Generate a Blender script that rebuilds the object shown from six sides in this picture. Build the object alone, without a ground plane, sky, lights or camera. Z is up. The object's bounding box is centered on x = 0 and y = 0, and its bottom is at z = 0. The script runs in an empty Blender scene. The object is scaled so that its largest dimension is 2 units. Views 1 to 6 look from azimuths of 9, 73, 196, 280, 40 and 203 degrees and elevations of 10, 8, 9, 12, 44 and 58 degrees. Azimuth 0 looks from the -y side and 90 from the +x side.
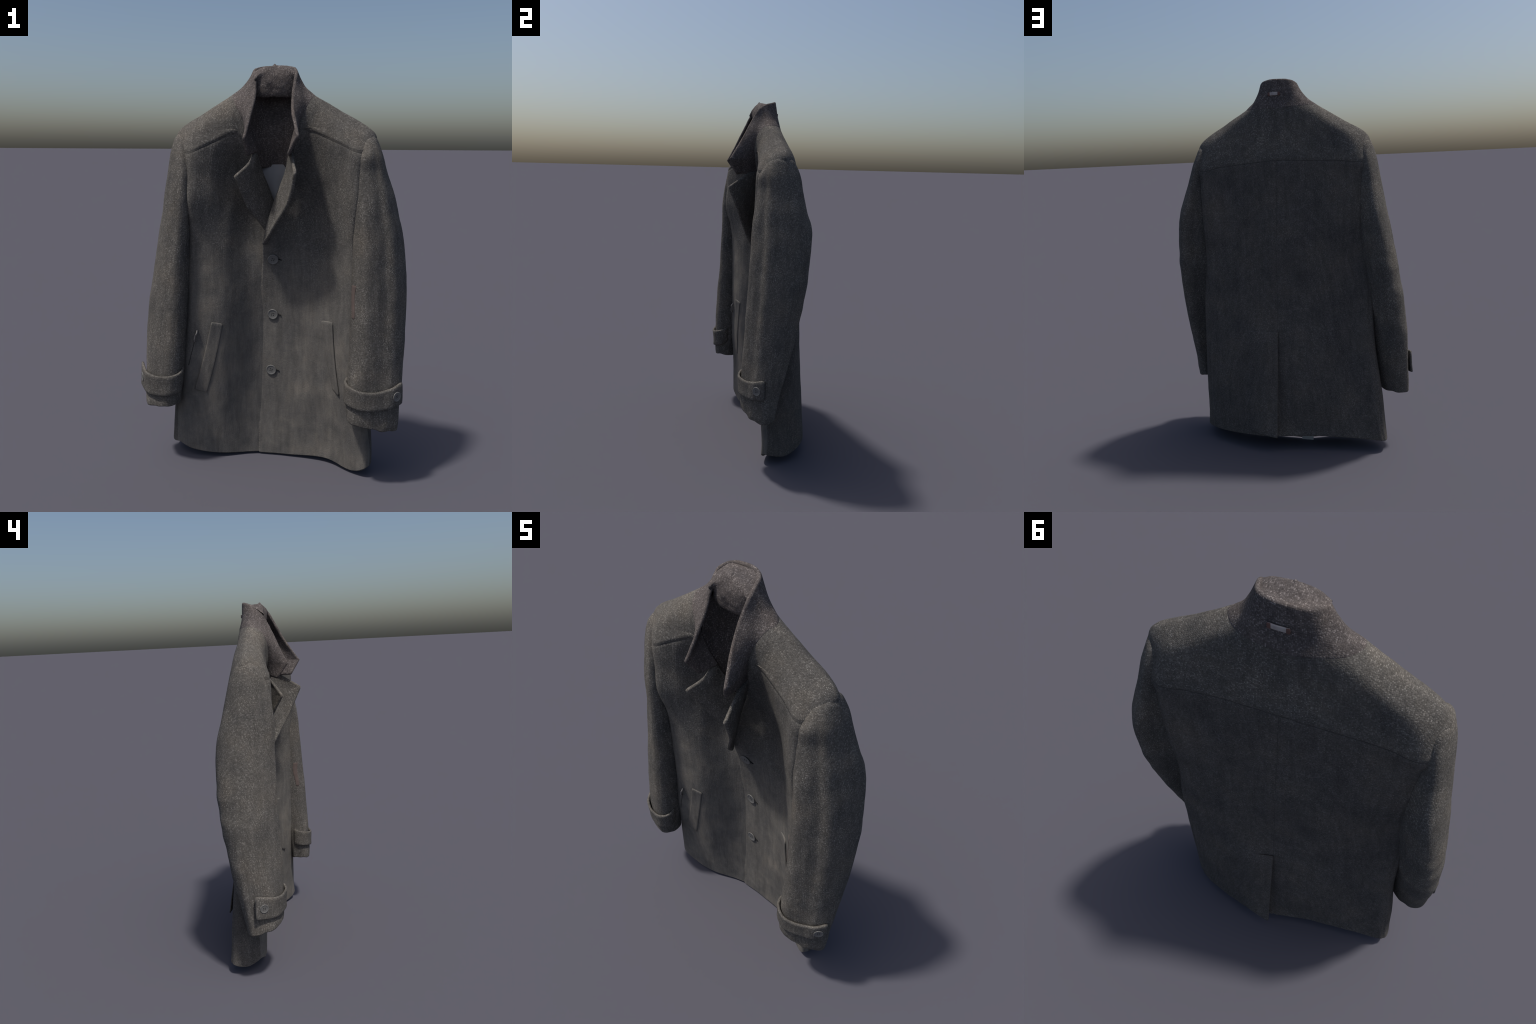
"""Wool car coat hanging freely, built part by part from spline nets."""
import bpy, bmesh, math, random
import numpy as np
from mathutils import Vector, noise
from mathutils.bvhtree import BVHTree

random.seed(7)
COL = bpy.context.scene.collection


# ------------------------------------------------------------------ materials
def node(nt, kind, **kw):
    n = nt.nodes.new(kind)
    for k, v in kw.items():
        if k in n.inputs:
            n.inputs[k].default_value = v
        else:
            setattr(n, k, v)
    return n


def ramp(nt, stops):
    n = nt.nodes.new('ShaderNodeValToRGB')
    e = n.color_ramp.elements
    while len(e) < len(stops):
        e.new(0.5)
    for el, (p, c) in zip(e, stops):
        el.position = p
        el.color = (c, c, c, 1) if not isinstance(c, tuple) else (*c, 1)
    return n


def mixc(nt, mode, fac, a, b):
    n = nt.nodes.new('ShaderNodeMix')
    n.data_type = 'RGBA'
    n.blend_type = mode
    for s, v in ((n.inputs[0], fac), (n.inputs[6], a), (n.inputs[7], b)):
        if hasattr(v, 'is_linked') or hasattr(v, 'links'):
            nt.links.new(v, s)
        elif isinstance(v, tuple):
            s.default_value = (*v, 1)
        else:
            s.default_value = v
    return n.outputs[2]


def math_n(nt, op, a, b=None, clamp=False):
    n = nt.nodes.new('ShaderNodeMath')
    n.operation = op
    n.use_clamp = clamp
    for s, v in zip(n.inputs, (a, b)):
        if v is None:
            continue
        if hasattr(v, 'links'):
            nt.links.new(v, s)
        else:
            s.default_value = v
    return n.outputs[0]


def base_material(name, rough=0.9):
    m = bpy.data.materials.new(name)
    m.use_nodes = True
    nt = m.node_tree
    b = nt.nodes['Principled BSDF']
    b.inputs['Roughness'].default_value = rough
    b.inputs['Specular IOR Level'].default_value = 0.25
    tc = nt.nodes.new('ShaderNodeTexCoord')
    return m, nt, b, tc


def wool(name, dark, mid, light, speck=1.0, scan_blur=0.0, scale=205.0):
    """Coarse basket-weave tweed: dark ground, pale slubs, soft patches.
    worn > 0 fades the weave into brushed, streaky felt in noisy patches."""
    m, nt, b, tc = base_material(name, 1.0)
    b.inputs['Specular IOR Level'].default_value = 0.06
    L = nt.links.new
    mp = node(nt, 'ShaderNodeMapping')
    mp.inputs['Scale'].default_value = (1.0, 1.0, 1.15)
    L(tc.outputs['Object'], mp.inputs['Vector'])
    # weave cells
    v = node(nt, 'ShaderNodeTexVoronoi', Scale=scale, Randomness=0.45)
    L(mp.outputs[0], v.inputs['Vector'])
    blob = ramp(nt, [(0.0, 1.0), (0.38, 0.62), (0.72, 0.0)])
    L(v.outputs['Distance'], blob.inputs[0])
    sep = nt.nodes.new('ShaderNodeSeparateColor')
    L(v.outputs['Color'], sep.inputs[0])
    pick = ramp(nt, [(0.30, 0.10), (0.75, 0.45), (0.97, 1.0)])
    L(sep.outputs[0], pick.inputs[0])
    spk = math_n(nt, 'MULTIPLY', blob.outputs[0], pick.outputs[0])
    # patchiness of the slubs
    n1 = node(nt, 'ShaderNodeTexNoise', Scale=5.0, Detail=4.0, Roughness=0.6)
    L(tc.outputs['Object'], n1.inputs['Vector'])
    patch = ramp(nt, [(0.32, 0.45), (0.68, 1.0)])
    L(n1.outputs[0], patch.inputs[0])
    spk = math_n(nt, 'MULTIPLY', spk, patch.outputs[0])
    spk = math_n(nt, 'MULTIPLY', spk, speck)
    # vertical streaks like the scan's smeared texture
    ms = node(nt, 'ShaderNodeMapping')
    ms.inputs['Scale'].default_value = (1.0, 1.0, 0.16)
    L(tc.outputs['Object'], ms.inputs['Vector'])
    n2 = node(nt, 'ShaderNodeTexNoise', Scale=42.0, Detail=5.0, Roughness=0.6, Distortion=0.4)
    L(ms.outputs[0], n2.inputs['Vector'])
    if scan_blur > 0:
        n3 = node(nt, 'ShaderNodeTexNoise', Scale=3.2, Detail=3.0)
        L(tc.outputs['Object'], n3.inputs['Vector'])
        sx = nt.nodes.new('ShaderNodeSeparateXYZ')
        L(tc.outputs['Object'], sx.inputs[0])
        # the front skirt below the chest copies the scan's low-resolution blur
        mr = nt.nodes.new('ShaderNodeMapRange')
        mr.inputs[1].default_value = 1.35
        mr.inputs[2].default_value = 0.55
        L(sx.outputs[2], mr.inputs[0])
        w = math_n(nt, 'ADD', mr.outputs[0], math_n(nt, 'MULTIPLY', math_n(nt, 'SUBTRACT', n3.outputs[0], 0.5), 1.4))
        w = math_n(nt, 'MULTIPLY', w, scan_blur, True)
        spk = math_n(nt, 'MULTIPLY', spk, math_n(nt, 'SUBTRACT', 1.0, math_n(nt, 'MULTIPLY', w, 0.6)))
    else:
        w = 0.0
    c = mixc(nt, 'MIX', math_n(nt, 'MULTIPLY', spk, 1.0, True), dark, light)
    n4 = node(nt, 'ShaderNodeTexNoise', Scale=190.0, Detail=3.0)
    L(tc.outputs['Object'], n4.inputs['Vector'])
    g = ramp(nt, [(0.35, 0.0), (0.7, 1.0)])
    L(n4.outputs[0], g.inputs[0])
    c = mixc(nt, 'MIX', math_n(nt, 'MULTIPLY', g.outputs[0], 0.55), c, mid)
    if scan_blur > 0:
        c = mixc(nt, 'MIX', math_n(nt, 'MULTIPLY', w, 0.62), c, mid)
        # mottling
        n6 = node(nt, 'ShaderNodeTexNoise', Scale=26.0, Detail=7.0, Roughness=0.68, Distortion=0.8)
        L(ms.outputs[0], n6.inputs['Vector'])
        n7 = node(nt, 'ShaderNodeTexNoise', Scale=14.0, Detail=6.0, Roughness=0.65, Distortion=0.5)
        L(tc.outputs['Object'], n7.inputs['Vector'])
        mo = ramp(nt, [(0.32, (0.74, 0.76, 0.79)), (0.5, (0.98, 0.98, 0.98)), (0.68, (1.28, 1.25, 1.21))])
        L(math_n(nt, 'MULTIPLY', math_n(nt, 'ADD', n6.outputs[0], n7.outputs[0]), 0.5), mo.inputs[0])
        c = mixc(nt, 'MULTIPLY', math_n(nt, 'ADD', math_n(nt, 'MULTIPLY', w, 0.7), 0.2), c, mo.outputs[0])
    # streaks and broad tone
    st = ramp(nt, [(0.3, 0.72), (0.7, 1.22)])
    L(n2.outputs[0], st.inputs[0])
    c = mixc(nt, 'MULTIPLY', 0.55, c, st.outputs[0])
    n5 = node(nt, 'ShaderNodeTexNoise', Scale=6.5, Detail=5.0, Roughness=0.62)
    L(tc.outputs['Object'], n5.inputs['Vector'])
    tone = ramp(nt, [(0.3, (0.76, 0.78, 0.82)), (0.52, (1.0, 1.0, 1.0)), (0.72, (1.20, 1.15, 1.09))])
    L(n5.outputs[0], tone.inputs[0])
    c = mixc(nt, 'MULTIPLY', 0.85, c, tone.outputs[0])
    L(c, b.inputs['Base Color'])
    b.inputs['Sheen Weight'].default_value = 0.0
    b.inputs['Sheen Roughness'].default_value = 0.6
    bp = node(nt, 'ShaderNodeBump', Strength=0.25, Distance=0.003)
    hgt = math_n(nt, 'ADD', blob.outputs[0], math_n(nt, 'MULTIPLY', n4.outputs[0], 0.5))
    L(hgt, bp.inputs['Height'])
    L(bp.outputs[0], b.inputs['Normal'])
    return m


def plain(name, col, rough=0.6, var=0.15, scale=40.0, spec=0.3, metal=0.0):
    m, nt, b, tc = base_material(name, rough)
    n = node(nt, 'ShaderNodeTexNoise', Scale=scale, Detail=4.0)
    nt.links.new(tc.outputs['Object'], n.inputs['Vector'])
    r = ramp(nt, [(0.3, 1 - var), (0.7, 1 + var)])
    nt.links.new(n.outputs[0], r.inputs[0])
    c = mixc(nt, 'MULTIPLY', 1.0, tuple(col), r.outputs[0])
    nt.links.new(c, b.inputs['Base Color'])
    b.inputs['Specular IOR Level'].default_value = spec
    b.inputs['Metallic'].default_value = metal
    return m


DARK, MID, LIGHT = (0.068, 0.0632, 0.0575), (0.143, 0.133, 0.121), (0.36, 0.338, 0.308)
M_FRONT = wool('blurred_tweed', (0.070, 0.0655, 0.060), (0.160, 0.150, 0.1375), LIGHT, speck=0.95, scan_blur=1.0)
M_SLEEVE = wool('sleeve_tweed', DARK, MID, LIGHT, speck=1.0)
M_BACK = wool('back_tweed', (0.063, 0.0578, 0.0535), (0.131, 0.1205, 0.1115), LIGHT, speck=0.55)
M_COLLAR = wool('collar_tweed', (0.062, 0.0535, 0.051), (0.134, 0.118, 0.112), (0.41, 0.365, 0.345), speck=1.0)
M_EDGE = wool('pale_edge_tweed', (0.085, 0.080, 0.073), (0.18, 0.169, 0.155), (0.42, 0.395, 0.36), speck=1.0)  # paler tweed for the hem and left front edge
M_SATIN = plain('lining_satin', (0.20, 0.20, 0.207), 0.45, 0.12, 9.0, 0.4)
M_BUTTON = plain('button_horn', (0.12, 0.118, 0.113), 0.4, 0.12, 60.0, 0.45)
M_HOLE_FILL = plain('hole_fill_dark', (0.012, 0.012, 0.012), 0.9)  # near-black for solid stand-ins of holes and slits
M_THREAD = plain('thread', (0.05, 0.046, 0.042), 0.9)
M_LOOP = plain('loop_tape', (0.36, 0.32, 0.30), 0.7)
M_LOOPEND = plain('loop_stitch', (0.12, 0.065, 0.055), 0.8)
M_METAL = plain('zip_metal', (0.20, 0.19, 0.18), 0.45, 0.1, 60, 0.5, 0.3)
M_LABEL = plain('label_cloth', (0.42, 0.41, 0.40), 0.8, 0.05)
M_PATCH = plain('scan_patch_brown', (0.105, 0.080, 0.072), 0.9, 0.12)  # brown of the scan's texture fault on the sleeve


# ------------------------------------------------------------------ splines
def crv(P, sub, breaks=(), closed=False):
    """Catmull-Rom through control points P; one-sided tangents at breaks.
    sub: subdivisions per segment (int or list)."""
    P = np.asarray(P, float)
    n = len(P)
    segs = n if closed else n - 1
    if isinstance(sub, int):
        sub = [sub] * segs
    out = []
    br = set(breaks)
    for i in range(segs):
        p1, p2 = P[i], P[(i + 1) % n]
        if closed:
            p0, p3 = P[i - 1], P[(i + 2) % n]
        else:
            p0 = P[i - 1] if i > 0 and i not in br else 2 * p1 - p2
            p3 = P[i + 2] if i + 2 < n and (i + 1) not in br else 2 * p2 - p1
        t = np.linspace(0, 1, sub[i], endpoint=False).reshape((-1,) + (1,) * (P.ndim - 1))
        out.append(0.5 * (2 * p1 + (p2 - p0) * t + (2 * p0 - 5 * p1 + 4 * p2 - p3) * t ** 2
                          + (3 * p1 - p0 - 3 * p2 + p3) * t ** 3))
    if not closed:
        out.append(P[-1:])
    return np.concatenate(out)


def grid_normals(G, wrap=False):
    if wrap:
        du = np.roll(G, -1, 1) - np.roll(G, 1, 1)
    else:
        du = np.gradient(G, axis=1)
    dv = np.gradient(G, axis=0)
    N = np.cross(du, dv)
    l = np.linalg.norm(N, axis=2, keepdims=True)
    return N / np.maximum(l, 1e-9)


def grid_faces(nr, nc, wrap=False, base=0):
    f = []
    for j in range(nr - 1):
        for i in range(nc if wrap else nc - 1):
            k = (i + 1) % nc
            f.append((base + j * nc + i, base + j * nc + k, base + (j + 1) * nc + k, base + (j + 1) * nc + i))
    return f


def obj_from(name, verts, faces, mat, parent=None, smooth=True, normals=None):
    me = bpy.data.meshes.new(name)
    me.from_pydata([tuple(v) for v in verts], [], [tuple(f) for f in faces])
    me.validate()
    me.update()
    if smooth:
        me.polygons.foreach_set('use_smooth', [True] * len(me.polygons))
    if normals is not None and len(me.vertices) == len(normals):
        me.normals_split_custom_set_from_vertices([tuple(n) for n in normals])
    me.materials.append(mat)
    o = bpy.data.objects.new(name, me)
    COL.objects.link(o)
    if parent:
        o.parent = parent
    return o


def noise_disp(G, N, amp, scale, seed=0.0, zs=1.0):
    out = np.zeros(G.shape[:2])
    for j in range(G.shape[0]):
        for i in range(G.shape[1]):
            x, y, z = G[j, i]
            out[j, i] = noise.fractal(Vector((x * scale + seed, y * scale, z * scale * zs + seed)), 1.0, 2.0, 3)
    return G + N * (amp * out)[..., None]


def slab(name, G, thick, mat, parent, wrap=False, round_rim=True, offset=0.0):
    """Turn a grid surface into a sheet of real thickness with a rounded rim.
    The outer skin is G pushed along its normal; rim rows are pulled in."""
    N = grid_normals(G, wrap)
    nr, nc = G.shape[:2]
    h = thick / 2
    A = G + N * (offset + h)
    B = G + N * (offset - h)
    idx = lambda j, i: j * nc + i
    ring = [idx(0, i) for i in range(nc)] + [idx(j, nc - 1) for j in range(1, nr)]
    ring += [idx(nr - 1, i) for i in range(nc - 2, -1, -1)] + [idx(j, 0) for j in range(nr - 2, 0, -1)]
    V = list(A.reshape(-1, 3)) + list(B.reshape(-1, 3))
    n = nr * nc
    F = grid_faces(nr, nc) + [tuple(reversed(f)) for f in grid_faces(nr, nc, base=n)]
    # bulged rim loop between the two skins
    flat = G.reshape(-1, 3)
    Nf = N.reshape(-1, 3)
    R = len(ring)
    prev = ring
    # outward direction of the rim in the tangent plane
    outd = []
    cen = flat[ring]
    for k in range(R):
        t = cen[(k + 1) % R] - cen[k - 1]
        d = np.cross(t, Nf[ring[k]])
        l = np.linalg.norm(d)
        outd.append(d / l if l > 1e-9 else d)
    steps = [45, 90, 135] if round_rim else []
    loops = [ring]
    for a in steps:
        ca, sa = math.cos(math.radians(a)), math.sin(math.radians(a))
        st = len(V)
        for k in range(R):
            V.append(flat[ring[k]] + Nf[ring[k]] * (offset + h * ca) + outd[k] * (h * sa))
        loops.append(list(range(st, st + R)))
    loops.append([n + r for r in ring])
    for a, b in zip(loops[:-1], loops[1:]):
        for k in range(R):
            k2 = (k + 1) % R
            F.append((a[k2], a[k], b[k], b[k2]))
    o = obj_from(name, V, F, mat, parent)
    return o


# ------------------------------------------------------------------ the thing
coat = bpy.data.objects.new('wool_coat', None)
COL.objects.link(coat)
coat['label'] = 'dark grey tweed coat with raised collar and buttoned front'
coat['category'] = 'coat'

# ------------------------------------------------------------------ body net
# Columns run from the wearer's right front edge (under the overlap) round the
# right side, the back and the left side to the left front edge.
def row(z, pts):
    return [(p[0], p[1], p[2] if len(p) > 2 else z) for p in pts]


ROWS = [
    row(0.0, [(.035, .046, .02), (-.10, .018, .013), (-.25, -.038, .024), (-.38, -.056, .042), (-.466, -.056, .080),
              (-.522, .025, .052), (-.520, .115, .066), (-.38, .136, .078), (-.17, .157, .085), (.03, .200, .086),
              (.15, .215, .088), (.33, .172, .076), (.468, .108, .068), (.535, -.01, .045), (.512, -.125, .058),
              (.435, -.094, .018), (.30, -.010, .026), (.12, .022, .013), (-.045, .027, .010)]),
    row(.14, [(.035, .058), (-.10, .020), (-.24, -.042), (-.37, -.060), (-.462, -.058), (-.517, .025), (-.508, .110),
              (-.375, .128), (-.16, .154), (.035, .190), (.15, .208), (.33, .168), (.468, .106), (.532, -.015),
              (.512, -.120), (.42, -.098), (.295, -.010), (.12, .028), (-.046, .034)]),
    row(.32, [(.035, .064), (-.10, .020), (-.23, -.054), (-.36, -.068), (-.452, -.062), (-.503, .022), (-.488, .098),
              (-.37, .114), (-.15, .156), (.04, .168), (.12, .190), (.32, .158), (.470, .094), (.522, -.005),
              (.480, -.125), (.40, -.104), (.285, -.018), (.12, .030), (-.047, .042)]),
    row(.55, [(.035, .066), (-.10, .018), (-.225, -.072), (-.345, -.084), (-.425, -.080), (-.472, .020), (-.456, .080),
              (-.35, .094), (-.15, .144), (.045, .142), (.12, .168), (.31, .136), (.464, .088), (.506, .005),
              (.436, -.132), (.375, -.104), (.275, -.026), (.13, .028), (-.047, .044)]),
    row(.80, [(.035, .060), (-.10, .012), (-.22, -.078), (-.33, -.094), (-.40, -.085), (-.456, .010), (-.448, .055),
              (-.34, .076), (-.17, .112), (.045, .114), (.16, .124), (.31, .112), (.454, .082), (.492, .02),
              (.428, -.134), (.368, -.110), (.275, -.042), (.13, .018), (-.042, .038)]),
    row(1.04, [(.035, .026), (-.105, .002), (-.22, -.074), (-.32, -.098), (-.39, -.092), (-.45, .005), (-.443, .045),
               (-.33, .066), (-.17, .104), (.04, .106), (.17, .106), (.31, .096), (.446, .074), (.474, .0),
               (.420, -.142), (.358, -.108), (.26, -.034), (.13, .002), (-.030, .002)]),
    row(1.2, [(.030, .005), (-.115, .012), (-.205, -.066), (-.30, -.104), (-.38, -.105), (-.442, .0), (-.438, .046),
              (-.33, .072), (-.17, .096), (.037, .098), (.17, .094), (.31, .086), (.450, .084), (.470, .0),
              (.416, -.146), (.348, -.114), (.25, -.040), (.12, -.016), (-.012, -.050)]),
    row(1.36, [(.010, -.006), (-.110, .006), (-.200, -.056), (-.28, -.116), (-.376, -.148), (-.432, -.02), (-.430, .055),
               (-.32, .074), (-.16, .085), (.033, .085), (.19, .082), (.33, .078), (.460, .076), (.484, -.035),
               (.426, -.172), (.345, -.130), (.25, -.050), (.14, -.024), (.034, -.054)]),
    row(1.49, [(-.036, -.036), (-.120, -.004), (-.200, -.044), (-.28, -.116), (-.374, -.146), (-.435, -.03), (-.424, .060),
               (-.31, .070), (-.15, .076), (.03, .079), (.20, .074), (.34, .070), (.464, .066), (.494, -.055),
               (.426, -.168), (.345, -.138), (.25, -.078), (.16, -.054), (.082, -.062)]),
    # yoke seam
    row(1.6, [(-.058, -.072, 1.575), (-.11, -.070, 1.620), (-.166, -.090, 1.676), (-.265, -.115, 1.637), (-.376, -.140, 1.590),
              (-.457, -.022, 1.622), (-.430, .064, 1.560), (-.30, .066, 1.567), (-.14, .066, 1.575), (.028, .072, 1.582),
              (.20, .066, 1.570), (.34, .066, 1.558), (.468, .060, 1.542), (.506, -.045, 1.620), (.424, -.158, 1.597),
              (.315, -.131, 1.643), (.195, -.100, 1.688), (.16, -.088, 1.640), (.100, -.077, 1.565)]),
    row(1.69, [(-.061, -.073, 1.586), (-.105, -.088, 1.640), (-.155, -.093, 1.702), (-.255, -.104, 1.700), (-.364, -.108, 1.678),
               (-.443, -.030, 1.701), (-.380, .042, 1.688), (-.26, .054, 1.690), (-.12, .058, 1.690), (.027, .062, 1.690),
               (.17, .056, 1.688), (.30, .054, 1.685), (.415, .038, 1.678), (.486, -.036, 1.697), (.402, -.118, 1.682),
               (.295, -.115, 1.702), (.186, -.103, 1.710), (.148, -.095, 1.652), (.104, -.078, 1.576)]),
    row(1.77, [(-.063, -.074, 1.594), (-.10, -.093, 1.656), (-.145, -.096, 1.724), (-.205, -.092, 1.762), (-.265, -.075, 1.778),
               (-.315, -.026, 1.781), (-.265, .028, 1.778), (-.18, .048, 1.780), (-.08, .056, 1.775), (.022, .060, 1.775),
               (.12, .056, 1.775), (.22, .046, 1.778), (.30, .024, 1.772), (.350, -.034, 1.778), (.29, -.080, 1.774),
               (.235, -.098, 1.762), (.18, -.106, 1.728), (.14, -.099, 1.662), (.106, -.079, 1.584)]),
    # neck seam
    row(1.86, [(-.064, -.075, 1.600), (-.093, -.096, 1.670), (-.12, -.104, 1.745), (-.152, -.092, 1.806), (-.172, -.062, 1.848),
               (-.182, -.018, 1.862), (-.150, .024, 1.860), (-.10, .047, 1.858), (-.045, .058, 1.855), (.02, .062, 1.853),
               (.085, .058, 1.855), (.14, .046, 1.856), (.185, .018, 1.856), (.214, -.030, 1.856), (.202, -.074, 1.844),
               (.18, -.100, 1.804), (.155, -.110, 1.748), (.13, -.101, 1.670), (.107, -.079, 1.590)]),
]
CS = 16                                   # grid columns per control column
RS = [12, 14, 18, 20, 20, 16, 16, 14, 14, 14, 12, 12]
R_YOKE = sum(RS[:9])                      # grid row of the yoke seam
net = np.array(ROWS)                      # rows x cols x 3
G = crv(net, RS)                          # along height
G = np.swapaxes(crv(np.swapaxes(G, 0, 1), CS), 0, 1)
NR, NC = G.shape[:2]
cc = lambda c: int(round(c * CS))         # control column -> grid column

N = -grid_normals(G)
# make sure normals point outward (away from the body's core)
core = np.array([.01, .02, 0.9])
if np.mean(np.sum(N[:R_YOKE] * (G[:R_YOKE] - G[:R_YOKE].mean(axis=(1), keepdims=True)), axis=2)) < 0:
    N = -N
G = noise_disp(G, N, 0.0045, 3.2, 1.7, 0.45)
G = noise_disp(G, N, 0.0014, 14.0, 5.1, 0.6)


def seam_band(dist, width):
    return np.exp(-(dist / width) ** 2)


# seams pressed into the cloth
D = np.zeros((NR, NC))
for i in range(NC):
    for j in range(NR):
        if abs(j - R_YOKE) < 8 and cc(2) - 2 <= i <= cc(16) + 2:
            d = np.linalg.norm(G[j, i] - G[R_YOKE, i])
            sgn = 1 if j > R_YOKE else -1
            D[j, i] += -0.0026 * seam_band(d, .005) + (0.0012 * seam_band(d - .014, .010) if sgn > 0 else 0)
for c in (6, 9, 12):
    k = cc(c)
    for j in range(R_YOKE):
        d = np.linalg.norm(G[j, max(k - 8, 0):k + 9] - G[j, k], axis=1)
        D[j, max(k - 8, 0):k + 9] += -0.003 * seam_band(d, .006)
# shoulder seam along the ridge
for c in (5, 13):
    k = cc(c)
    for j in range(R_YOKE + 14, NR - 7):
        d = np.linalg.norm(G[j, k - 6:k + 7] - G[j, k], axis=1)
        D[j, k - 6:k + 7] += -0.0025 * seam_band(d, .005)
G = G + N * D[..., None]
N2 = -grid_normals(G)
if np.sum(N2 * N) < 0:
    N2 = -N2
N = N2

bodyV = G.reshape(-1, 3)
bodyN = N.reshape(-1, 3)
bodyF = grid_faces(NR, NC)
# orientation of faces to agree with N
f0 = bodyF[(NR // 2) * (NC - 1) + NC // 2]
p = [Vector(bodyV[i]) for i in f0]
if (p[1] - p[0]).cross(p[3] - p[0]).dot(Vector(bodyN[f0[0]])) < 0:
    bodyF = [tuple(reversed(f)) for f in bodyF]
BVH = BVHTree.FromPolygons([tuple(v) for v in bodyV], bodyF)


def part_from_grid(name, test, mat):
    faces = []
    k = 0
    for j in range(NR - 1):
        for i in range(NC - 1):
            if test(j, i):
                faces.append(bodyF[k])
            k += 1
    used = sorted({v for f in faces for v in f})
    mp = {v: n for n, v in enumerate(used)}
    return obj_from(name, bodyV[used], [[mp[v] for v in f] for f in faces], mat, coat,
                    normals=bodyN[used])


inyoke = lambda j, i: j >= R_YOKE and cc(2) <= i < cc(16)
part_from_grid('yoke', inyoke, M_SLEEVE)
part_from_grid('front_panel', lambda j, i: i < cc(4.25) and not inyoke(j, i), M_FRONT)
part_from_grid('front_panel', lambda j, i: i >= cc(13.75) and not inyoke(j, i), M_FRONT)
part_from_grid('side_panel', lambda j, i: cc(4.25) <= i < cc(6) and not inyoke(j, i), M_BACK)
part_from_grid('side_panel', lambda j, i: cc(12) <= i < cc(13.75) and not inyoke(j, i), M_BACK)
part_from_grid('back_panel', lambda j, i: cc(6) <= i < cc(9) and not inyoke(j, i), M_BACK)
part_from_grid('back_panel', lambda j, i: cc(9) <= i < cc(12) and not inyoke(j, i), M_BACK)

# lining: the same surface, 11 mm further in, and the turned edges joining both
deep = np.zeros((NR, NC))
for j in range(NR):
    for i in range(NC):
        up = min(max((G[j, i, 2] - 1.15) / .3, 0), 1)
        around = math.exp(-((i - cc(9)) / (4.2 * CS)) ** 4)
        deep[j, i] = .011 + .0 * up * around * min(1, (NR - 1 - j) / 16)
LI = G - N * deep[..., None]
LI[0, :, 2] += 0.004
J_FACE = next(j for j in range(NR) if G[j, cc(9), 2] > 1.525)
lf = [tuple(reversed(f)) for f in bodyF]


def sub_lining(name, j0, j1, mat):
    sel = []
    k = 0
    for j in range(NR - 1):
        for i in range(NC - 1):
            if j0 <= j < j1:
                sel.append(lf[k])
            k += 1
    used = sorted({v for f in sel for v in f})
    mp = {v: n for n, v in enumerate(used)}
    LV = LI.reshape(-1, 3)
    return obj_from(name, LV[used], [[mp[v] for v in f] for f in sel], mat, coat, normals=-bodyN[used])


sub_lining('hem_facing', 0, 18, M_BACK)
sub_lining('lining', 18, J_FACE, M_SATIN)
# woven facing inside the neck: a narrow U-shaped well behind the collar wings
wells = [(1.880, -.072, .124, -.085, .030), (1.80, -.082, .134, -.095, .034), (1.70, -.092, .134, -.095, .036),
         (1.62, -.056, .108, -.072, .038), (1.525, -.040, .100, -.045, .044)]
WG = []
for (z, xl, xr, yf, yb) in wells:
    w = xr - xl
    WG.append([(xl - .012, yf, z), (xl - .006, yf * .5, z), (xl + .10 * w, yb - .028, z), (xl + .3 * w, yb - .004, z),
               (xl + .5 * w, yb, z - (.004 if z < 1.53 else 0)), (xl + .7 * w, yb - .004, z), (xl + .90 * w, yb - .028, z),
               (xr + .006, yf * .5, z), (xr + .012, yf, z)])
WG = crv(np.array(WG), 10)
WG = np.swapaxes(crv(np.swapaxes(WG, 0, 1), 8), 0, 1)
curt = [(1.535, -.055, .125, .042), (1.46, -.045, .118, .022), (1.36, -.025, .095, .018), (1.24, -.02, .06, .050)]
QG = []
for (z, xl, xr, yb) in curt:
    QG.append([(xl + (xr - xl) * t, yb + .014 * math.sin(9 * t + 3 * z) * min(.4, (1.54 - z) * 4) - .018 * (2 * t - 1) ** 2, z) for t in np.linspace(0, 1, 9)])
QG = crv(np.array(QG), 10)
QG = np.swapaxes(crv(np.swapaxes(QG, 0, 1), 6), 0, 1)
slab('inner_lining', QG, .004, M_SATIN, coat)
slab('neck_facing', noise_disp(WG, grid_normals(WG), .004, 9.0, 6.0), .006, M_COLLAR, coat)


def edge_strip(name, A, B, NA, mat):
    """rounded turned edge between outer skin A and lining B (polylines)"""
    A, B = np.array(A), np.array(B)
    t = np.gradient(A, axis=0)
    o = np.cross(t, A - B)
    o /= np.maximum(np.linalg.norm(o, axis=1, keepdims=True), 1e-9)
    if np.sum(o * NA) < 0:
        o = -o
    rows = []
    for k in range(7):
        a = math.pi * k / 6
        m = (A + B) / 2 + (A - B) / 2 * math.cos(a) + o * 0.008 * math.sin(a)
        rows.append(m)
    S = np.array(rows)
    return obj_from(name, S.reshape(-1, 3), grid_faces(S.shape[0], S.shape[1]), mat, coat)


hem_out = np.tile([[0, 0, -1.0]], (NC, 1))
edge_strip('hem', G[0], LI[0], hem_out, M_EDGE)
edge_strip('front_edge', G[:, 0], LI[:, 0], np.tile([[1.0, 0, 0]], (NR, 1)), M_FRONT)
edge_strip('front_edge', G[:, -1], LI[:, -1], np.tile([[-1.0, 0, 0]], (NR, 1)), M_EDGE)

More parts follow.
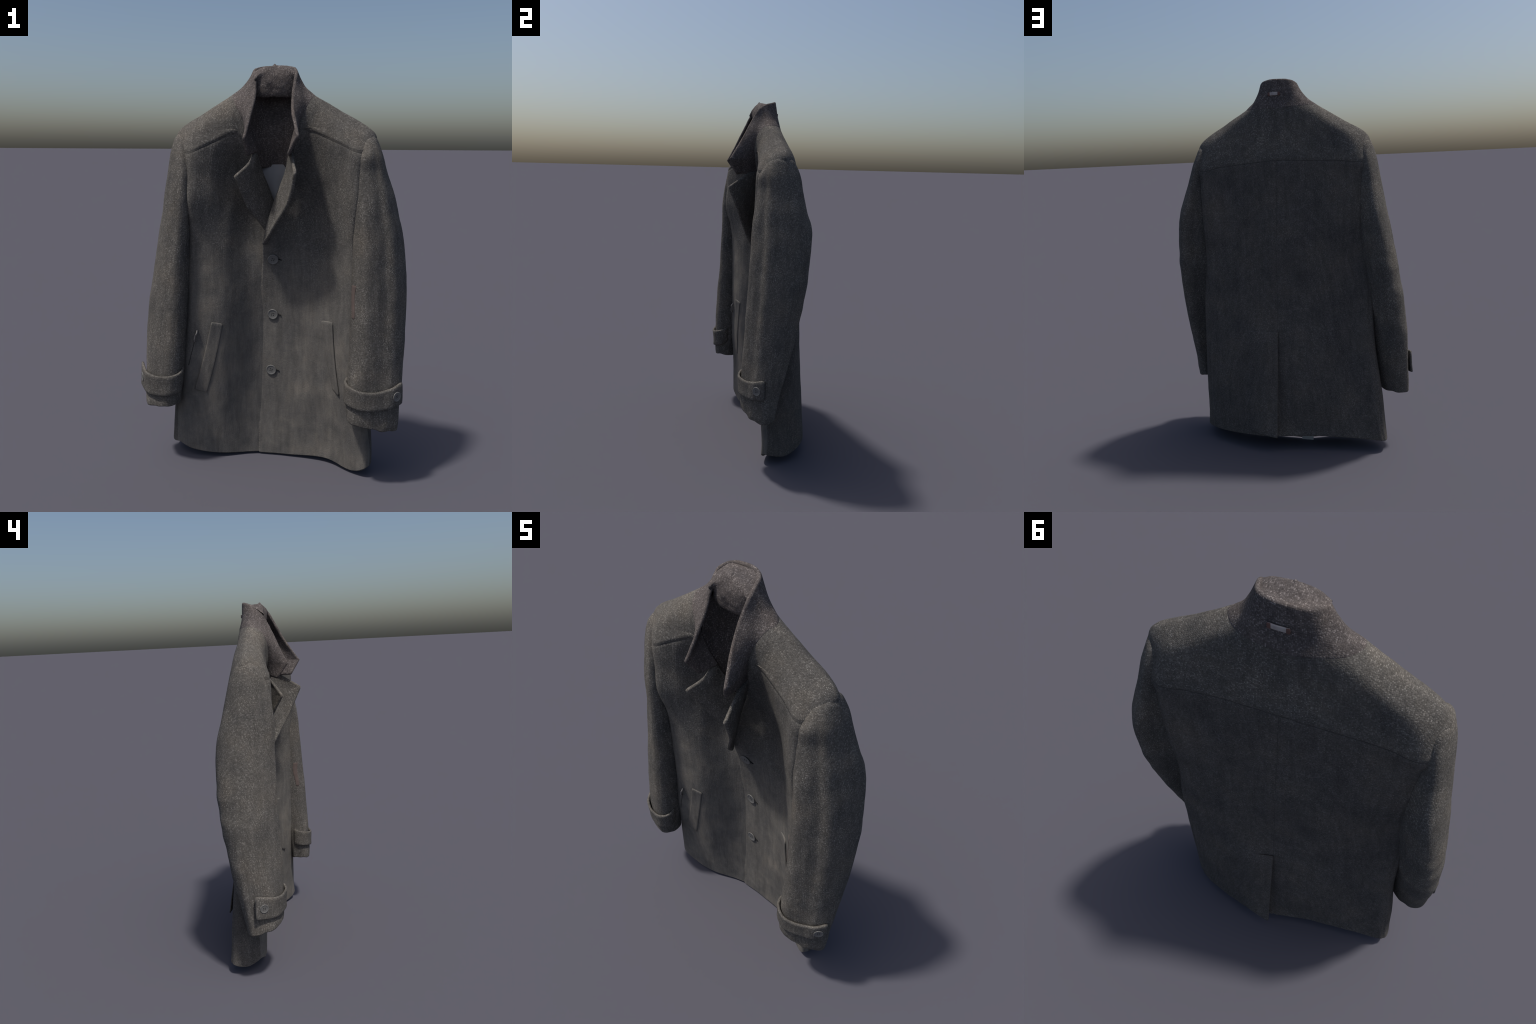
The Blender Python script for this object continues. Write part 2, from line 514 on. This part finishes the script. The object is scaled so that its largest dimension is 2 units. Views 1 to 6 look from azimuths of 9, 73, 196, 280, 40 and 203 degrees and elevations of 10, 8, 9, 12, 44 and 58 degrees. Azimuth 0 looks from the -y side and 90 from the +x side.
# ------------------------------------------------------------------ collar
T = [(-.095, -.145, 1.586), (-.103, -.203, 1.660), (-.086, -.166, 1.742), (-.066, -.124, 1.838), (-.070, -.082, 1.918),
     (-.084, -.026, 1.972), (-.072, .014, 1.986), (-.048, .036, 1.992), (-.016, .045, 1.995), (.018, .048, 1.996),
     (.052, .045, 1.996), (.084, .034, 1.994), (.108, .010, 1.988), (.127, -.040, 1.974), (.131, -.085, 1.940),
     (.123, -.133, 1.858), (.133, -.183, 1.766), (.160, -.244, 1.666), (.117, -.200, 1.588)]
Bn = np.array(ROWS[-1])
Tn = np.array(T)
inward = np.array([.018, -.02, 0])
M1, M2 = [], []
for c in range(19):
    b, t = Bn[c], Tn[c]
    # the collar stands steeply on its seam, then leans in
    pull = np.array([b[0] - inward[0], b[1] - inward[1], 0])
    pull = pull / max(np.linalg.norm(pull), 1e-6)
    k = -0.006 if 4 <= c <= 14 else 0.003
    side = -0.014 if c in (4, 5, 6, 12, 13, 14) else k
    M1.append(b * .66 + t * .34 + pull * side)
    M2.append(b * .32 + t * .68 + pull * side * .8)
Brow = np.array([G[-1, cc(c)] for c in range(19)])
CN = np.array([crv(r, 10, breaks=(1, 17)) for r in (Brow, M1, M2, Tn)])
CG = crv(CN, 10)
NCG = grid_normals(CG)
fade = np.minimum(np.arange(CG.shape[0]) / 8, 1)[:, None, None]
CG = CG + fade * (noise_disp(CG, NCG, 0.003, 9.0, 3.3) - CG)
edge_base = G[-1, [int(round(k * CS / 10)) for k in range(CG.shape[1])]]
CG = CG + (1 - fade) * (edge_base - CG[0])[None]
out_c = np.array([.018, -.03, 0])
ncs = grid_normals(CG)
sgn = 1 if np.sum((ncs * (CG - out_c))[..., :2]) > 0 else -1
slab('collar', CG, 0.016, M_COLLAR, coat, offset=-.0078 * sgn)

# collar top closed over by the scan: a filled cap between both wings
rows_f = [  # y, z, left x, right x, sag at the left wing, sag at the right wing
    (.040, 1.984, -.046, .082, 0, 0), (.030, 1.993, -.062, .099, .005, .003), (.014, 1.991, -.071, .110, .008, .005),
    (-.006, 1.987, -.077, .117, .014, .009), (-.028, 1.990, -.079, .121, .028, .017), (-.052, 1.991, -.071, .125, .045, .028),
    (-.072, 1.973, -.067, .126, .046, .030), (-.082, 1.938, -.066, .126, .030, .020), (-.078, 1.892, -.069, .126, .010, .008),
    (-.066, 1.858, -.070, .126, .004, .004), (-.052, 1.852, -.074, .128, 0, 0), (-.030, 1.870, -.090, .135, 0, 0)]
FR = []
for k, (y, z, x0, x1, sl, sr) in enumerate(rows_f):
    r = []
    for s in np.linspace(0, 1, 9):
        u = 2 * s - 1
        sag = (sl if u < 0 else sr) * abs(u) ** 3
        r.append((x0 + (x1 - x0) * s, y + (.016 * u * u if k > 6 else -.012 * u * u), z - sag))
    FR.append(r)
FG = crv(np.array(FR), 8)
FG = np.swapaxes(crv(np.swapaxes(FG, 0, 1), 12), 0, 1)
NF = grid_normals(FG)
if NF[:30, :, 2].mean() < 0:
    NF = -NF
FG = noise_disp(FG, NF, 0.004, 16.0, 8.0)
spike = np.exp(-(((FG[..., 0] - .022) / .006) ** 2 + ((FG[..., 1] + .050) / .008) ** 2))
FG[..., 2] += .008 * spike
obj_from('collar_scan_cap', FG.reshape(-1, 3), grid_faces(*FG.shape[:2]), M_COLLAR, coat)


# ------------------------------------------------------------------ lapels
def lapel(root, edge, bulge, brk):
    root, edge = np.array(root, float), np.array(edge, float)
    mid = root * .5 + edge * .5 + np.array(bulge)
    mid[-1] = root[-1] * .5 + edge[-1] * .5
    rows = [crv(r, 14, breaks=(brk,)) for r in (root, mid, edge)]
    g = crv(np.array(rows), 14)
    g = noise_disp(g, grid_normals(g), 0.0025, 9.0, 2.2)
    return slab('lapel', g, 0.016, M_SLEEVE, coat)


lapel([(.020, .006, 1.170), (.026, -.001, 1.285), (.015, -.006, 1.345), (-.009, -.018, 1.41), (-.034, -.038, 1.485),
       (-.052, -.058, 1.545), (-.061, -.075, 1.598)],
      [(.014, .002, 1.172), (-.045, -.050, 1.268), (-.085, -.084, 1.322), (-.114, -.124, 1.40), (-.139, -.176, 1.484),
       (-.084, -.126, 1.542), (-.064, -.079, 1.601)],
      (.004, -.012, .0), 4)
lapel([(-.018, -.050, 1.160), (-.010, -.060, 1.210), (.010, -.064, 1.280), (.032, -.066, 1.350), (.058, -.070, 1.420),
       (.088, -.075, 1.500), (.108, -.080, 1.592)],
      [(-.022, -.066, 1.158), (.007, -.097, 1.200), (.052, -.137, 1.275), (.097, -.176, 1.350), (.124, -.209, 1.420),
       (.144, -.248, 1.508), (.116, -.128, 1.585)],
      (.010, -.006, .0), 5)


# ------------------------------------------------------------------ sleeves
# Sleeve section, as fractions of its box: u from the body side (0) to the
# outside (1), v from front (0) to back (1).
SECTION = {
    1: [(0, .44), (.04, .16), (.24, 0), (.44, .04), (.61, .14), (.80, .228), (1, .58), (.935, .85), (.78, 1), (.56, .83), (.28, .74), (.06, .64)],
    -1: [(0, .38), (.05, .10), (.22, .0), (.40, .025), (.62, .10), (.84, .26), (1, .56), (.95, .84), (.74, 1), (.44, .90), (.18, .72), (.04, .56)],
}
ROUND = [(.5 - .5 * math.cos(a) * abs(math.cos(a)) ** -.12, .5 - .5 * math.sin(a)) for a in
         [math.radians(d) for d in (2, 35, 70, 95, 118, 146, 184, 215, 250, 285, 315, 340)]]


def sleeve_ring(side, xin, xout, yf, yb, z, vo, flat, tilt=None, sub=8):
    out = []
    for (u, v), (ur, vr) in zip(SECTION[side], ROUND):
        # slide the outermost point to height vo along the depth
        k = math.exp(-((v - SECTION[side][6][1]) / .25) ** 2) * max(0, (u - .6) / .4)
        v = v + (vo - SECTION[side][6][1]) * k
        u, v = u * flat + ur * (1 - flat), v * flat + vr * (1 - flat)
        px, py = xin + (xout - xin) * u, yf + (yb - yf) * v
        pz = z if tilt is None else z + tilt[0] * (abs(px) - .53) + tilt[1] * (py + .1)
        out.append((px, py, pz))
    return crv(np.array(out), sub, closed=True)


SLEEVES = {
    1: dict(rings=[   # z, inside x, outside x, front y, back y, outermost v, flatness
        (1.680, .460, .486, -.055, -.03, .5, 0), (1.670, .440, .499, -.084, .002, .5, 0), (1.645, .412, .514, -.121, .032, .5, .2),
        (1.58, .388, .540, -.161, .058, .55, .4), (1.50, .383, .562, -.167, .066, .6, .7), (1.40, .388, .593, -.184, .076, .66, .8),
        (1.31, .395, .618, -.195, .096, .68, 1), (1.20, .400, .645, -.203, .086, .66, 1), (1.0, .402, .666, -.214, .058, .58, 1),
        (.80, .404, .671, -.228, .018, .54, 1), (.60, .404, .666, -.240, -.026, .50, 1), (.45, .402, .655, -.247, -.060, .46, .9),
        (.35, .402, .650, -.246, -.078, .46, .85), (.315, .403, .648, -.243, -.082, .46, .85)], tilt=(-.20, .0)),
    -1: dict(rings=[
        (1.684, -.426, -.444, -.052, -.03, .5, 0), (1.674, -.408, -.457, -.072, .002, .5, 0), (1.65, -.382, -.471, -.102, .032, .5, .2),
        (1.58, -.362, -.490, -.136, .060, .55, .5), (1.50, -.358, -.507, -.152, .078, .6, .8), (1.40, -.362, -.526, -.162, .098, .55, .8),
        (1.30, -.372, -.543, -.162, .120, .55, 1), (1.20, -.380, -.563, -.163, .130, .55, 1), (1.0, -.390, -.600, -.168, .126, .54, 1),
        (.80, -.402, -.627, -.178, .100, .56, 1), (.60, -.418, -.640, -.184, .060, .66, 1), (.45, -.430, -.641, -.184, .026, .70, 1),
        (.35, -.438, -.642, -.180, .004, .70, 1), (.318, -.440, -.642, -.178, .0, .70, 1)], tilt=(-.10, -.13)),
}


def build_sleeve(side):
    S = SLEEVES[side]
    rings = []
    for (z, xi, xo, yf, yb, vo, fl) in S['rings']:
        low = min(max((.75 - z) / .4, 0), 1)
        rings.append(sleeve_ring(side, xi, xo, yf, yb, z, vo, fl, (S['tilt'][0] * low, S['tilt'][1] * low)))
    g = crv(np.array(rings), 14)
    n = grid_normals(g, True)
    cen = g.mean(axis=1, keepdims=True)
    if np.sum(n * (g - cen)) < 0:
        n = -n
    g = noise_disp(g, n, 0.005, 4.5, 4.0 * side, 0.5)
    g = noise_disp(g, n, 0.002, 15.0, 9.0 * side, 0.6)
    # elbow creases and a crumpled cuff end
    for j in range(g.shape[0]):
        zz = g[j, :, 2].mean()
        wz = math.exp(-((zz - .95) / .28) ** 2)
        for i in range(g.shape[1]):
            x, y, z = g[j, i]
            back = min(max((y + .05) / .1, 0), 1)
            w_ = noise.noise(Vector((x * 7 + 3 * side, y * 7, z * 15 + x * 6 * side)))
            g[j, i] += n[j, i] * .006 * w_ * wz * back
            low = min(max((.44 - zz) / .14, 0), 1)
            g[j, i] += n[j, i] * .006 * low * noise.noise(Vector((x * 24, y * 24, z * 9)))
            g[j, i, 2] += .009 * low * noise.noise(Vector((x * 22 + 5, y * 22, 2.0)))
    nr, ncol = g.shape[:2]
    V = list(g.reshape(-1, 3))
    F = grid_faces(nr, ncol, True)
    # closed head
    top = len(V)
    V.append(g[0].mean(axis=0) + np.array([0, 0, .003]))
    for i in range(ncol):
        F.append((top, (i + 1) % ncol, i))
    # turned cuff: rim and inside
    last = (nr - 1) * ncol
    c = g[-1].mean(axis=0)
    prev = list(range(last, last + ncol))
    for (k, dz) in ((.985, -.005), (.955, -.006), (.92, -.001), (.90, .02), (.88, .12)):
        st = len(V)
        for i in range(ncol):
            q = c + (g[-1, i] - c) * k
            V.append((q[0], q[1], g[-1, i][2] + dz))
        cur = list(range(st, st + ncol))
        for i in range(ncol):
            i2 = (i + 1) % ncol
            F.append((prev[i], prev[i2], cur[i2], cur[i]))
        prev = cur
    F.append(tuple(reversed(prev)))
    o = obj_from('sleeve', V, F, M_SLEEVE, coat)
    bm = bmesh.new()
    bm.from_mesh(o.data)
    bmesh.ops.recalc_face_normals(bm, faces=bm.faces)
    bm.to_mesh(o.data)
    bm.free()
    return o, g, n


def lathe(profile, seg=32):
    V, F = [], []
    for (r, h) in profile:
        for k in range(seg):
            a = 2 * math.pi * k / seg
            V.append((r * math.cos(a), r * math.sin(a), h))
    for j in range(len(profile) - 1):
        for k in range(seg):
            k2 = (k + 1) % seg
            F.append((j * seg + k, j * seg + k2, (j + 1) * seg + k2, (j + 1) * seg + k))
    F.append(tuple((len(profile) - 1) * seg + k for k in range(seg)))
    return V, F


def make_button_meshes(R):
    V, F = lathe([(R * .96, 0), (R, R * .05), (R * .97, R * .13), (R * .88, R * .16), (R * .78, R * .13),
                  (R * .70, R * .08), (R * .62, R * .07), (R * .01, R * .07)])
    HV, HF = [], []
    for dx, dy in ((1, 1), (1, -1), (-1, 1), (-1, -1)):
        v, f = lathe([(R * .095, R * .05), (R * .095, R * .082)], 12)
        b = len(HV)
        HV += [(x + dx * R * .17, y + dy * R * .17, z) for x, y, z in v]
        HF += [tuple(i + b for i in q) for q in f]
    return (V, F), (HV, HF)


def place(o, loc, normal, up=(0, 0, 1), parent=None):
    zc = Vector(normal).normalized()
    xc = Vector(up).cross(zc).normalized()
    yc = zc.cross(xc)
    from mathutils import Matrix
    m = Matrix((xc, yc, zc)).transposed().to_4x4()
    m.translation = Vector(loc)
    o.matrix_world = m


def put_button(R, loc, normal, parent, roll=0.0):
    (V, F), (HV, HF) = make_button_meshes(R)
    up = (math.sin(roll), 0, math.cos(roll))
    b = obj_from('button', V, F, M_BUTTON)
    place(b, loc, normal, up)
    b.parent = parent
    h = obj_from('button_hole_discs', HV, HF, M_HOLE_FILL)  # raised dark discs in place of holes, nothing is cut
    h['kind'] = 'stuff'
    h.parent = b
    return b


for side in (1, -1):
    so, sg, sn = build_sleeve(side)
    nr, ncol = sg.shape[:2]
    # ---- cuff strap: follows the sleeve from the inner front to the outside
    if side == 1:
        a0, a1 = 188, 345
        ztop = lambda s: .530 - .034 * math.sin(math.pi * s) - .004 * s
        zbot = lambda s: .438 - .022 * math.sin(math.pi * s) - .006 * s
    else:
        a0, a1 = 200, 368
        ztop = lambda s: .520 - .032 * math.sin(math.pi * s ** .8) - .010 * s
        zbot = lambda s: .428 - .026 * math.sin(math.pi * s ** .8) - .030 * s
    tree = BVHTree.FromPolygons([tuple(v) for v in sg.reshape(-1, 3)], grid_faces(nr, ncol, True))
    rows_s = []
    NS = 40
    for r in range(9):
        v = r / 8
        line = []
        for k in range(NS + 1):
            s = k / NS
            a = math.radians(a0 + (a1 - a0) * s)
            z = zbot(s) * (1 - v) + ztop(s) * v
            x0, y0 = side * .53, (-.14 if side == 1 else -.085)
            d = Vector((side * math.cos(a), math.sin(a), 0))
            hit, nn, _, _ = tree.ray_cast(Vector((x0, y0, z)) + d * .6, -d)
            if hit is None:
                hit = Vector((x0, y0, z)) + d * .12
            if nn is None or nn.dot(d) < 0:
                nn = -nn if nn else d
            lift = .008 + (.015 * max(0, (s - .75) / .25) ** 2 if side == -1 else .003 * s) + .006 * v * v * math.sin(math.pi * s)
            if s < .06:
                lift -= (1 - s / .06) * .008
            line.append(hit + d * lift)
        rows_s.append([tuple(p) for p in line])
    g = np.array(rows_s)
    strap = slab('cuff_strap', g, 0.014, M_SLEEVE, coat)
    if side == 1:
        # brown texture fault of the scan, kept on the sleeve's body side
        d = Vector((.75, .66, 0))
        pr = Vector((-.66, .75, 0))
        gp = []
        for v in np.linspace(0, 1, 16):
            z = .99 - .155 * v
            ln = []
            for u in np.linspace(-1, 1, 6):
                w = .016 * (1 - .3 * v) * u + .006 * math.sin(5 * v)
                o_ = Vector((.412, -.185, z)) + pr * w
                hit, _, _, _ = tree.ray_cast(o_ - d * .2, d)
                ln.append(tuple((hit if hit else o_) - d * .0006))
            gp.append(ln)
        slab('scan_patch', np.array(gp), .002, M_PATCH, so)
    kb = int(NS * (.90 if side == 1 else .90))
    pc = g[4, kb]
    nb = np.cross(g[4, kb + 2] - g[4, kb - 2], g[6, kb] - g[2, kb])
    nb /= np.linalg.norm(nb)
    if nb[0] * side < 0:
        nb = -nb
    put_button(.024, pc + nb * .006, nb, strap)

# ------------------------------------------------------------------ buttons down the front
def front_hit(x, z):
    h, n, _, _ = BVH.ray_cast(Vector((x, -1, z)), Vector((0, 1, 0)))
    if n.y > 0:
        n = -n
    return h, n


for (x, z) in ((.018, 1.069), (.016, .776), (.010, .474)):
    h, n = front_hit(x, z)
    put_button(.0275, h + n * .003, n, coat, .2)
    # solid dark bar standing in for the worked slit beside the button
    pts = []
    for s in np.linspace(0, 1, 12):
        hh, nn = front_hit(x + .022 + .022 * s, z - .001 + .002 * math.sin(s * 5))
        pts.append(np.array(hh + nn * .0015))
    ring = []
    for s, q in zip(np.linspace(0, 1, 12), pts):
        w = .0032 * math.sin(math.pi * min(max(s, .04), .96)) ** .4
        ring.append([q + np.array([0, -.003 * math.cos(a), w * math.sin(a)]) for a in np.linspace(0, 2 * math.pi, 9)])
    R_ = np.array(ring)
    obj_from('buttonhole_bar', R_.reshape(-1, 3), grid_faces(12, 9), M_HOLE_FILL, coat)


# ------------------------------------------------------------------ pocket welts
def welt(corners, open_left):
    """corners (x, z): top outer, top inner, bottom inner, bottom outer"""
    c = [np.array(q) for q in corners]
    rows_w = []
    for v in np.linspace(0, 1, 31):
        r = []
        for u in np.linspace(0, 1, 9):
            p = (c[0] * (1 - u) + c[1] * u) * (1 - v) + (c[3] * (1 - u) + c[2] * u) * v
            p = p + np.array([.006 * math.sin(math.pi * v) * (1 if open_left else -1), 0])
            h, n = front_hit(p[0], p[1])
            r.append(np.array(h + n * (.000 + .004 * (1 - u) ** 2)))
        rows_w.append(r)
    g = np.array(rows_w)
    slab('pocket_welt', g, .009, M_FRONT, coat)


welt([(-.275, .752), (-.227, .742), (-.313, .374), (-.369, .390)], True)
welt([(.323, .775), (.272, .770), (.336, .430), (.366, .410)], False)


# ------------------------------------------------------------------ small tubes
def tube(name, pts, r, mat, parent, sub=8, seg=10):
    P = crv(np.array(pts, float), sub)
    t = np.gradient(P, axis=0)
    t /= np.linalg.norm(t, axis=1, keepdims=True)
    ref = np.array([0.31, 0.9, 0.2])
    rows_t = []
    for p_, tt in zip(P, t):
        a = np.cross(tt, ref)
        a /= np.linalg.norm(a)
        b = np.cross(tt, a)
        rows_t.append([p_ + r * (a * math.cos(q) + b * math.sin(q)) for q in np.linspace(0, 2 * math.pi, seg, endpoint=False)])
    R_ = np.array(rows_t)
    F = grid_faces(R_.shape[0], seg, True)
    F.append(tuple(range(seg)))
    F.append(tuple(range((R_.shape[0] - 1) * seg, R_.shape[0] * seg)))
    return obj_from(name, R_.reshape(-1, 3), F, mat, parent)


# zip pull beside the right pocket
h, n = front_hit(-.360, .68)
bz = np.array(h)
nz = np.array(n)
tube('zip_pull', [bz + nz * .004 + np.array([.008, 0, .030]), bz + nz * .014 + np.array([.006, 0, .016]),
                  bz + nz * .012 + np.array([-.002, 0, .002]), bz + nz * .012 + np.array([-.006, 0, -.018]),
                  bz + nz * .004 + np.array([-.008, 0, -.032])], .0042, M_METAL, coat)

# hanging loop on the back of the collar
ctree = BVHTree.FromPolygons([tuple(v) for v in (CG + 0).reshape(-1, 3)], grid_faces(*CG.shape[:2]))


def collar_back(x, z):
    hh, nn, _, _ = ctree.ray_cast(Vector((x, 1, z)), Vector((0, -1, 0)))
    return np.array(hh) + np.array([0, .0015, 0])


lp = [collar_back(.029 + .030 * s, 1.927) + np.array([0, .003, .0]) for s in np.linspace(-1, 1, 9)]
gl = np.array([[q + np.array([0, 0, dz]) for q in lp] for dz in np.linspace(-.006, .006, 4)])
loop = slab('hanging_loop', gl, .005, M_LOOP, coat)
for s in (-1, 1):
    q = collar_back(.029 + .027 * s, 1.927) + np.array([0, .0048, 0])
    ge = np.array([[q + np.array([dx, 0, dz]) for dx in np.linspace(-.004, .004, 4)] for dz in np.linspace(-.007, .007, 4)])
    slab('stitching', ge, .004, M_LOOPEND, loop)

# ------------------------------------------------------------------ back vent flap
rows_v = []
for v in np.linspace(0, 1, 44):
    z = .656 * (1 - v) + .106 * v
    r = []
    for u in np.linspace(0, 1, 12):
        x = .046 + .16 * u
        hh, nn, _, _ = BVH.ray_cast(Vector((x, 1, z)), Vector((0, -1, 0)))
        if hh is None:
            hh, nn, _, _ = BVH.ray_cast(Vector((x, 1, z + .03)), Vector((0, -1, 0)))
            hh.z = z
        r.append(np.array(hh) + np.array([0, -.004 + (.012 + .034 * v) * (1 - u) ** 1.5, -.014 * v * (1 - u)]))
    rows_v.append(r)
slab('vent_flap', np.array(rows_v), .009, M_BACK, coat)

# stitched seam lines lying in the grooves
M_SEAM = plain('seam_thread', (0.042, 0.039, 0.037), 0.95)
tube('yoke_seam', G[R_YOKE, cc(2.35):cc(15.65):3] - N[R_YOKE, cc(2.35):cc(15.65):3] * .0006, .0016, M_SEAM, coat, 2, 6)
jv = next(j for j in range(NR) if G[j, cc(9), 2] > .66)
tube('back_seam', G[jv:R_YOKE:3, cc(9)] - N[jv:R_YOKE:3, cc(9)] * .0008, .0013, M_SEAM, coat, 2, 6)
vt = []
for q in np.linspace(0, 1, 7):
    hh, nn, _, _ = BVH.ray_cast(Vector((.046 + .085 * q, 1, .656 - .010 * q)), Vector((0, -1, 0)))
    vt.append(np.array(hh) + np.array([0, .001 + .006 * (1 - q), 0]))
tube('vent_seam', vt, .002, M_SEAM, coat, 3, 6)
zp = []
for q in np.linspace(0, 1, 9):
    hh, nn = front_hit(-.366 - .034 * q, .655 - .135 * q)
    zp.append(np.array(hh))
tube('seam_shade_tube', zp, .0018, M_SEAM, coat, 3, 6)  # solid dark tube added where the side seam is only shaded

# care label at the inner front hem
lab = np.array([[(x, y, z) for x in np.linspace(-.115, -.05, 4)] for (y, z) in ((.050, .07), (.053, .035), (.056, .004))])
slab('care_label', lab, .002, M_LABEL, coat)

for o in list(bpy.data.objects):
    if o.type == 'MESH' and o.parent is None:
        o.parent = coat
